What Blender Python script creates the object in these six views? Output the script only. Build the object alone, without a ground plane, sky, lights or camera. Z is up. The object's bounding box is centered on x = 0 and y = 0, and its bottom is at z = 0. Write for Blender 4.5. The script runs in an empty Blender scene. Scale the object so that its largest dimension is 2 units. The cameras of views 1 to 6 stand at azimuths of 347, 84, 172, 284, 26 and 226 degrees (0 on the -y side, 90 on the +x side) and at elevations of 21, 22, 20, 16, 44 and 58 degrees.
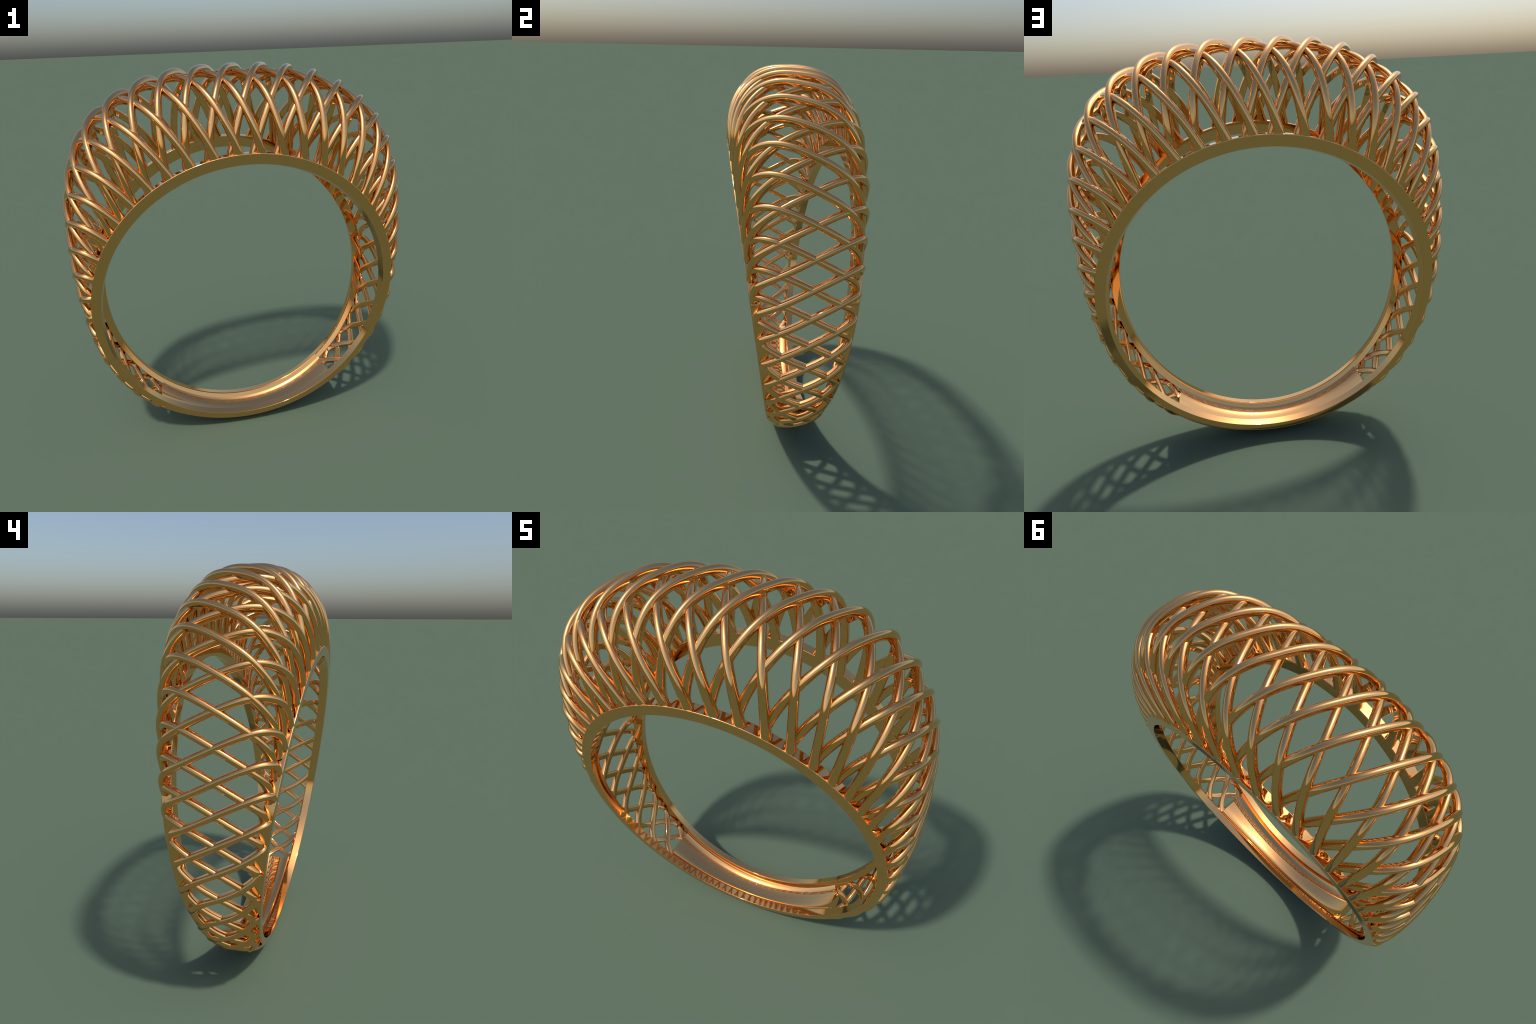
"""Domed openwork finger ring: two slim rims, a criss-cross lattice of half-round
wires arched between them, and a plain hollowed shank plate at the bottom."""
import bpy, bmesh, math
import numpy as np
from mathutils import Vector

# ------------------------------------------------------------------ dimensions
ZC = 0.827            # height of the finger-hole axis (runs along y)
R_IN = 0.7435          # finger hole radius
R_RIM = 0.794         # outer radius of the two rims
HOLE_CONE = 0.19      # flare of the finger hole at each mouth
RIM_DEPTH = 0.048     # width of a rim along the axis
FACE_A, FACE_B = 0.104, 0.1345   # side face:  |y| = FACE_A + FACE_B * z
N_WIRES = 46          # wires of each slant around the full circle
STEP = 360.0 / N_WIRES
PLATE_HALF = 39.5     # half opening angle of the shank plate
WIRE_W, WIRE_OUT, WIRE_IN = 0.0152, 0.0170, 0.0160


def side_face(theta, r):
    return FACE_A + FACE_B * (ZC + r * math.cos(theta))


def fade(x, lo, hi):
    t = min(max((abs(x) - lo) / (hi - lo), 0.0), 1.0)
    return t * t * (3 - 2 * t)


def rim_radius(deg):
    """outer edge of the side faces: a little lower round the shank"""
    return R_RIM - 0.015 * fade(deg, 60, 125)


def rim_depth(deg):
    return RIM_DEPTH - 0.008 * fade(deg, 60, 140)


def arch_power(deg):
    """< 1 squares the arches off over the crown, 1 is a plain ellipse"""
    return 0.76 + 0.28 * fade(deg, 55, 105)


def smooth_curve(xs, ys):
    """monotone cubic (pchip) through control points"""
    xs, ys = np.array(xs, float), np.array(ys, float)
    h, d = np.diff(xs), np.diff(ys) / np.diff(xs)
    m = np.zeros(len(xs))
    for i in range(1, len(xs) - 1):
        if d[i - 1] * d[i] > 0:
            w1, w2 = 2 * h[i] + h[i - 1], h[i] + 2 * h[i - 1]
            m[i] = (w1 + w2) / (w1 / d[i - 1] + w2 / d[i])
    m[0], m[-1] = d[0], d[-1]

    def f(x):
        s = -1.0 if x < 0 else 1.0
        x = min(max(abs(x), xs[0]), xs[-1])
        i = int(min(np.searchsorted(xs, x, side='right') - 1, len(h) - 1))
        t = (x - xs[i]) / h[i]
        v = ((1 + 2 * t) * (1 - t) ** 2 * ys[i] + t * (1 - t) ** 2 * h[i] * m[i]
             + t * t * (3 - 2 * t) * ys[i + 1] + t * t * (t - 1) * h[i] * m[i + 1])
        return float(v), s
    return f


# ridge of the dome in the x-z plane: one control point per crossing, from the crown down
RIDGE = [(0, 1.970), (0.145, 1.969), (0.283, 1.955), (0.419, 1.922), (0.550, 1.863), (0.663, 1.781),
         (0.745, 1.678), (0.800, 1.554), (0.833, 1.421), (0.845, 1.279), (0.849, 1.142), (0.846, 1.006),
         (0.830, 0.867), (0.808, 0.737), (0.776, 0.606), (0.726, 0.474), (0.664, 0.351), (0.577, 0.248),
         (0.472, 0.161), (0.351, 0.101), (0.221, 0.056), (0.083, 0.031)]
_deg = [math.degrees(math.atan2(x, z - ZC)) for x, z in RIDGE]
_rad = [math.hypot(x, z - ZC) for x, z in RIDGE]
_ridge_angle = smooth_curve(list(range(len(_deg))) + [24], _deg + [_deg[-1] + 29.0])
_ridge_radius = smooth_curve(_deg + [210.0], _rad + [0.805])


def ridge_angle(k):
    v, s = _ridge_angle(k)
    return s * v


def ridge_radius(deg):
    return _ridge_radius(deg)[0]


# where the wires of arch number k land on the rims: mean angle and spread to either side
_foot_mean = smooth_curve([0, 1, 2, 3, 4, 5, 6, 7, 8, 9, 10, 11, 12, 13, 14, 15, 16, 17, 18, 19, 24],
                          [0, 7.65, 15.2, 22.8, 30.2, 37.3, 44.2, 51.1, 58.0, 65.0, 72.3, 80.0, 88.0,
                           96.6, 106.0, 115.9, 125.6, 135.2, 144.7, 154.2, 202.0])
_foot_spread = smooth_curve([0, 2, 4, 6, 8, 10, 12, 14, 16, 23],
                            [12.5, 12.3, 11.3, 9.9, 8.1, 7.6, 8.2, 9.6, 10.2, 10.0])
# how unevenly the sideways drift is spread over the arch, and where its middle lies
_ease = smooth_curve([0, 3, 5, 7, 9, 11, 13, 15, 24], [0.02, -0.01, -0.07, -0.17, -0.22, -0.12, 0.20, 0.40, 0.40])
_shift = smooth_curve([0, 3, 5, 7, 9, 11, 13, 15, 24], [0.0, 0.0, 0.0, 0.03, 0.055, 0.055, 0.045, 0.01, 0.0])


def wire_angle(k0, q, rise, slant):
    """angle round the ring of wire k0 at share q (-1 front .. 1 back) of its arch"""
    mid = ridge_angle(k0)
    v, s = _foot_mean(k0)
    foot = s * v
    spread = _foot_spread(k0)[0]
    ease = _ease(k0)[0]
    off, s = _shift(k0)
    q = q - s * off * (1 - q * q)
    run = q - ease * (q - q ** 3)
    return mid + slant * spread * run + (foot - mid) * (1 - rise) ** 2.5


def lattice_point(deg, tau, slant):
    """point on the arched lattice surface at ring angle deg and arch angle tau"""
    ct, st = math.cos(math.radians(tau)), math.sin(math.radians(tau))
    pw = arch_power(deg)
    ct = ct ** pw if ct > 0 else ct
    st = math.copysign(abs(st) ** pw, st)
    th = math.radians(deg)
    low = fade(deg, 25, 72)
    if slant > 0:      # taller, narrower arches over the crown
        lift, inset = 0.0125 - 0.0150 * low, 0.040 - 0.010 * low
    else:              # flatter arches, flush with the side faces
        lift, inset = -0.0125 + 0.0150 * low, 0.0185 + 0.006 * fade(deg, 75, 120)
    rr = rim_radius(deg)
    h = ridge_radius(deg) + lift - rr
    w = side_face(th, rr) - inset
    r = rr + h * ct
    r -= 0.006 * max(abs(deg) - (180 - PLATE_HALF), 0.0)     # ends dive into the shank plate
    return Vector((r * math.sin(th), w * st, ZC + r * math.cos(th)))


# ------------------------------------------------------------------- materials
def gold(name, seed):
    m = bpy.data.materials.new(name)
    m.use_nodes = True
    nt = m.node_tree
    b = nt.nodes["Principled BSDF"]
    b.inputs["Metallic"].default_value = 1.0
    tc = nt.nodes.new("ShaderNodeTexCoord")
    nz = nt.nodes.new("ShaderNodeTexNoise")
    nz.inputs["Scale"].default_value = 3.0 + seed
    nz.inputs["Detail"].default_value = 3.0
    nt.links.new(tc.outputs["Object"], nz.inputs["Vector"])
    ramp = nt.nodes.new("ShaderNodeValToRGB")
    ramp.color_ramp.elements[0].position = 0.3
    ramp.color_ramp.elements[0].color = (0.945, 0.498, 0.185, 1)
    ramp.color_ramp.elements[1].position = 0.7
    ramp.color_ramp.elements[1].color = (0.955, 0.508, 0.193, 1)
    nt.links.new(nz.outputs["Fac"], ramp.inputs["Fac"])
    nt.links.new(ramp.outputs["Color"], b.inputs["Base Color"])
    b.inputs["Roughness"].default_value = 0.045
    return m


GOLD_WIRE = gold("polished_rose_gold_wire", 1)
GOLD_RIM = gold("polished_rose_gold_rim", 2)
GOLD_PLATE = gold("polished_rose_gold_plate", 3)


# --------------------------------------------------------------------- helpers
def add_mesh(name, verts, faces, mat, parent, sharp=35, weighted=False):
    me = bpy.data.meshes.new(name)
    me.from_pydata([tuple(v) for v in verts], [], faces)
    bm = bmesh.new()
    bm.from_mesh(me)
    bmesh.ops.recalc_face_normals(bm, faces=bm.faces)
    for e in bm.edges:
        e.smooth = not (len(e.link_faces) == 2 and e.calc_face_angle(0) > math.radians(sharp))
    for f in bm.faces:
        f.smooth = True
    bm.to_mesh(me)
    if weighted:          # area-weighted vertex normals keep broad faces optically flat
        nrm = [Vector() for _ in me.vertices]
        for p in me.polygons:
            for vi in p.vertices:
                nrm[vi] += p.normal * p.area
        for e in me.edges:
            e.use_edge_sharp = False
        me.normals_split_custom_set_from_vertices([n.normalized() for n in nrm])
    bm.free()
    me.materials.append(mat)
    ob = bpy.data.objects.new(name, me)
    bpy.context.scene.collection.objects.link(ob)
    ob.parent = parent
    return ob


def tube(sections, closed_path):
    """skin a list of equal-length closed section loops"""
    n, m = len(sections), len(sections[0])
    verts = [p for s in sections for p in s]
    faces = []
    for i in range(n if closed_path else n - 1):
        a, b = i * m, ((i + 1) % n) * m
        for j in range(m):
            k = (j + 1) % m
            faces.append((a + j, a + k, b + k, b + j))
    if not closed_path:
        faces.append(tuple(range(m - 1, -1, -1)))
        faces.append(tuple(range((n - 1) * m, n * m)))
    return verts, faces


def wire_profile():
    """half-round outside, flatter inside with rounded corners: (across, outwards)"""
    pts = []
    for i in range(13):
        a = math.pi * i / 12
        pts.append((WIRE_W * math.cos(a), WIRE_OUT * math.sin(a)))
    c = 0.005
    for cx, base in ((-1, math.pi), (1, 1.5 * math.pi)):
        for i in range(4):
            a = base + 0.5 * math.pi * i / 3
            pts.append((cx * (WIRE_W - c) + c * math.cos(a), -(WIRE_IN - c) + c * math.sin(a)))
    return pts


PROFILE = wire_profile()

ring = bpy.data.objects.new("openwork_ring", None)
bpy.context.scene.collection.objects.link(ring)
ring["label"] = "domed rose gold finger ring with criss-cross wire lattice"
ring["category"] = "finger ring"


# ------------------------------------------------------------------------ rims
def rounded(poly, radii, n=4):
    """round the corners of a small closed polygon"""
    out = []
    m = len(poly)
    for i in range(m):
        p, a, b = Vector(poly[i]), Vector(poly[i - 1]), Vector(poly[(i + 1) % m])
        u, w = (a - p), (b - p)
        c = min(radii[i], 0.45 * u.length, 0.45 * w.length)
        s0, s1 = p + u.normalized() * c, p + w.normalized() * c
        for j in range(n):
            t = j / (n - 1)
            out.append(s0 * (1 - t) ** 2 + p * 2 * t * (1 - t) + s1 * t * t)
    return out


def rim_section(th, side):
    deg = math.degrees(th)
    deg = deg - 360 if deg > 180 else deg
    ro = rim_radius(deg)
    low = fade(deg, 70, 120)
    face = lambda r: side_face(th, r)
    depth = rim_depth(deg)
    back = face(R_IN) - depth
    rb = R_IN - depth * HOLE_CONE
    # (radius, y): hole mouth, outer edge, back top, ledge, step down to the hole
    poly = [(R_IN, face(R_IN)), (ro, face(ro)), (ro - 0.010 * low, back - 0.014 * low),
            (rb + 0.006, back - 0.001 * low), (rb, back)]
    pts = rounded(poly, [0.0015, 0.0045, 0.004, 0.002, 0.0015])
    return [Vector((p.x * math.sin(th), side * p.y, ZC + p.x * math.cos(th))) for p in pts]


for side in (-1, 1):
    secs = [rim_section(2 * math.pi * i / 360, side) for i in range(360)]
    v, f = tube(secs, True)
    add_mesh("rim", v, f, GOLD_RIM, ring, weighted=True)


# ----------------------------------------------------------------- shank plate
def plate_section(th):
    yf = side_face(th, R_RIM)
    yo, yt = yf - 0.003, side_face(th, R_IN) - rim_depth(180) - 0.002
    pts = []
    for i in range(25):                       # convex outside
        t = -1 + 2 * i / 24
        pts.append((0.8268 - 0.044 * abs(t) ** 3.0, t * yo))
    pts.append((0.772, yo))
    pts.append((0.758, yo - 0.02))
    for i in range(25):                       # hollowed inside
        t = 1 - 2 * i / 24
        pts.append((0.752 + 0.032 * (1 - abs(t) ** 3.4), t * yt))
    pts.append((0.758, -yo + 0.02))
    pts.append((0.772, -yo))
    return [Vector((r * math.sin(th), y, ZC + r * math.cos(th))) for r, y in pts]


secs = [plate_section(math.radians(180 - PLATE_HALF + 2 * PLATE_HALF * i / 120)) for i in range(121)]
v, f = tube(secs, False)
add_mesh("shank_plate", v, f, GOLD_PLATE, ring, sharp=30)


# --------------------------------------------------------------------- lattice
def arch_table(k0):
    """share of the half arch length reached at each arch angle, for the arch at crossing k0"""
    deg = ridge_angle(k0)
    h = max(ridge_radius(deg) - rim_radius(deg), 0.02)
    w = side_face(math.radians(deg), R_RIM) - 0.025
    pw = arch_power(deg)
    t = np.radians(np.linspace(0, 90, 721))
    y, z = w * np.sin(t) ** pw, h * np.cos(t) ** pw
    q = np.concatenate([[0], np.cumsum(np.hypot(np.diff(y), np.diff(z)))])
    return np.degrees(t), q / q[-1], q[-1]


def wire(k0, slant):
    tab_t, tab_q, length = arch_table(k0)
    runs, run = [], []
    for q in np.linspace(-1.06, 1.06, 110):
        aq = abs(q)
        tau = float(np.interp(aq, tab_q, tab_t)) if aq <= 1 else 90 + (aq - 1) * 400
        rise = max(math.cos(math.radians(tau)), 0.0) ** arch_power(ridge_angle(k0))
        tau = math.copysign(tau, q)
        deg = wire_angle(k0, q, rise, slant)
        p = lattice_point(deg, tau, slant)
        r = math.hypot(p.x, p.z - ZC)
        ok = r > rim_radius(deg) - 0.022 + 0.017 * fade(deg, 70, 110) and abs(deg) < 180 - PLATE_HALF + 1.7
        if ok:
            swell = 1.0 + 0.26 * (1 - rise) * (1 - 0.6 * fade(deg, 40, 90)) + 0.25 * fade(aq, 0.90, 1.02)
            run.append((deg, tau, p, swell))
        elif run:
            runs.append(run)
            run = []
    if run:
        runs.append(run)
    for run in runs:
        if len(run) < 4:
            continue
        secs = []
        for i, (deg, tau, p, swell) in enumerate(run):
            a, b = run[max(i - 1, 0)][2], run[min(i + 1, len(run) - 1)][2]
            tan = (b - a).normalized()
            d_tau = lattice_point(deg, tau + 2, slant) - lattice_point(deg, tau - 2, slant)
            d_k = lattice_point(deg + .4, tau, slant) - lattice_point(deg - .4, tau, slant)
            nrm = d_k.cross(d_tau).normalized()
            radial = Vector((p.x, p.y * 3, p.z - ZC))
            if nrm.dot(radial) < 0:
                nrm = -nrm
            nrm = (nrm - tan * nrm.dot(tan)).normalized()
            across = tan.cross(nrm)
            secs.append([p + across * u * swell + nrm * w for u, w in PROFILE])
        v, f = tube(secs, False)
        add_mesh("lattice_wire", v, f, GOLD_WIRE, ring)


for slant in (1, -1):
    for i in range(-20, 21):
        wire(float(i), slant)
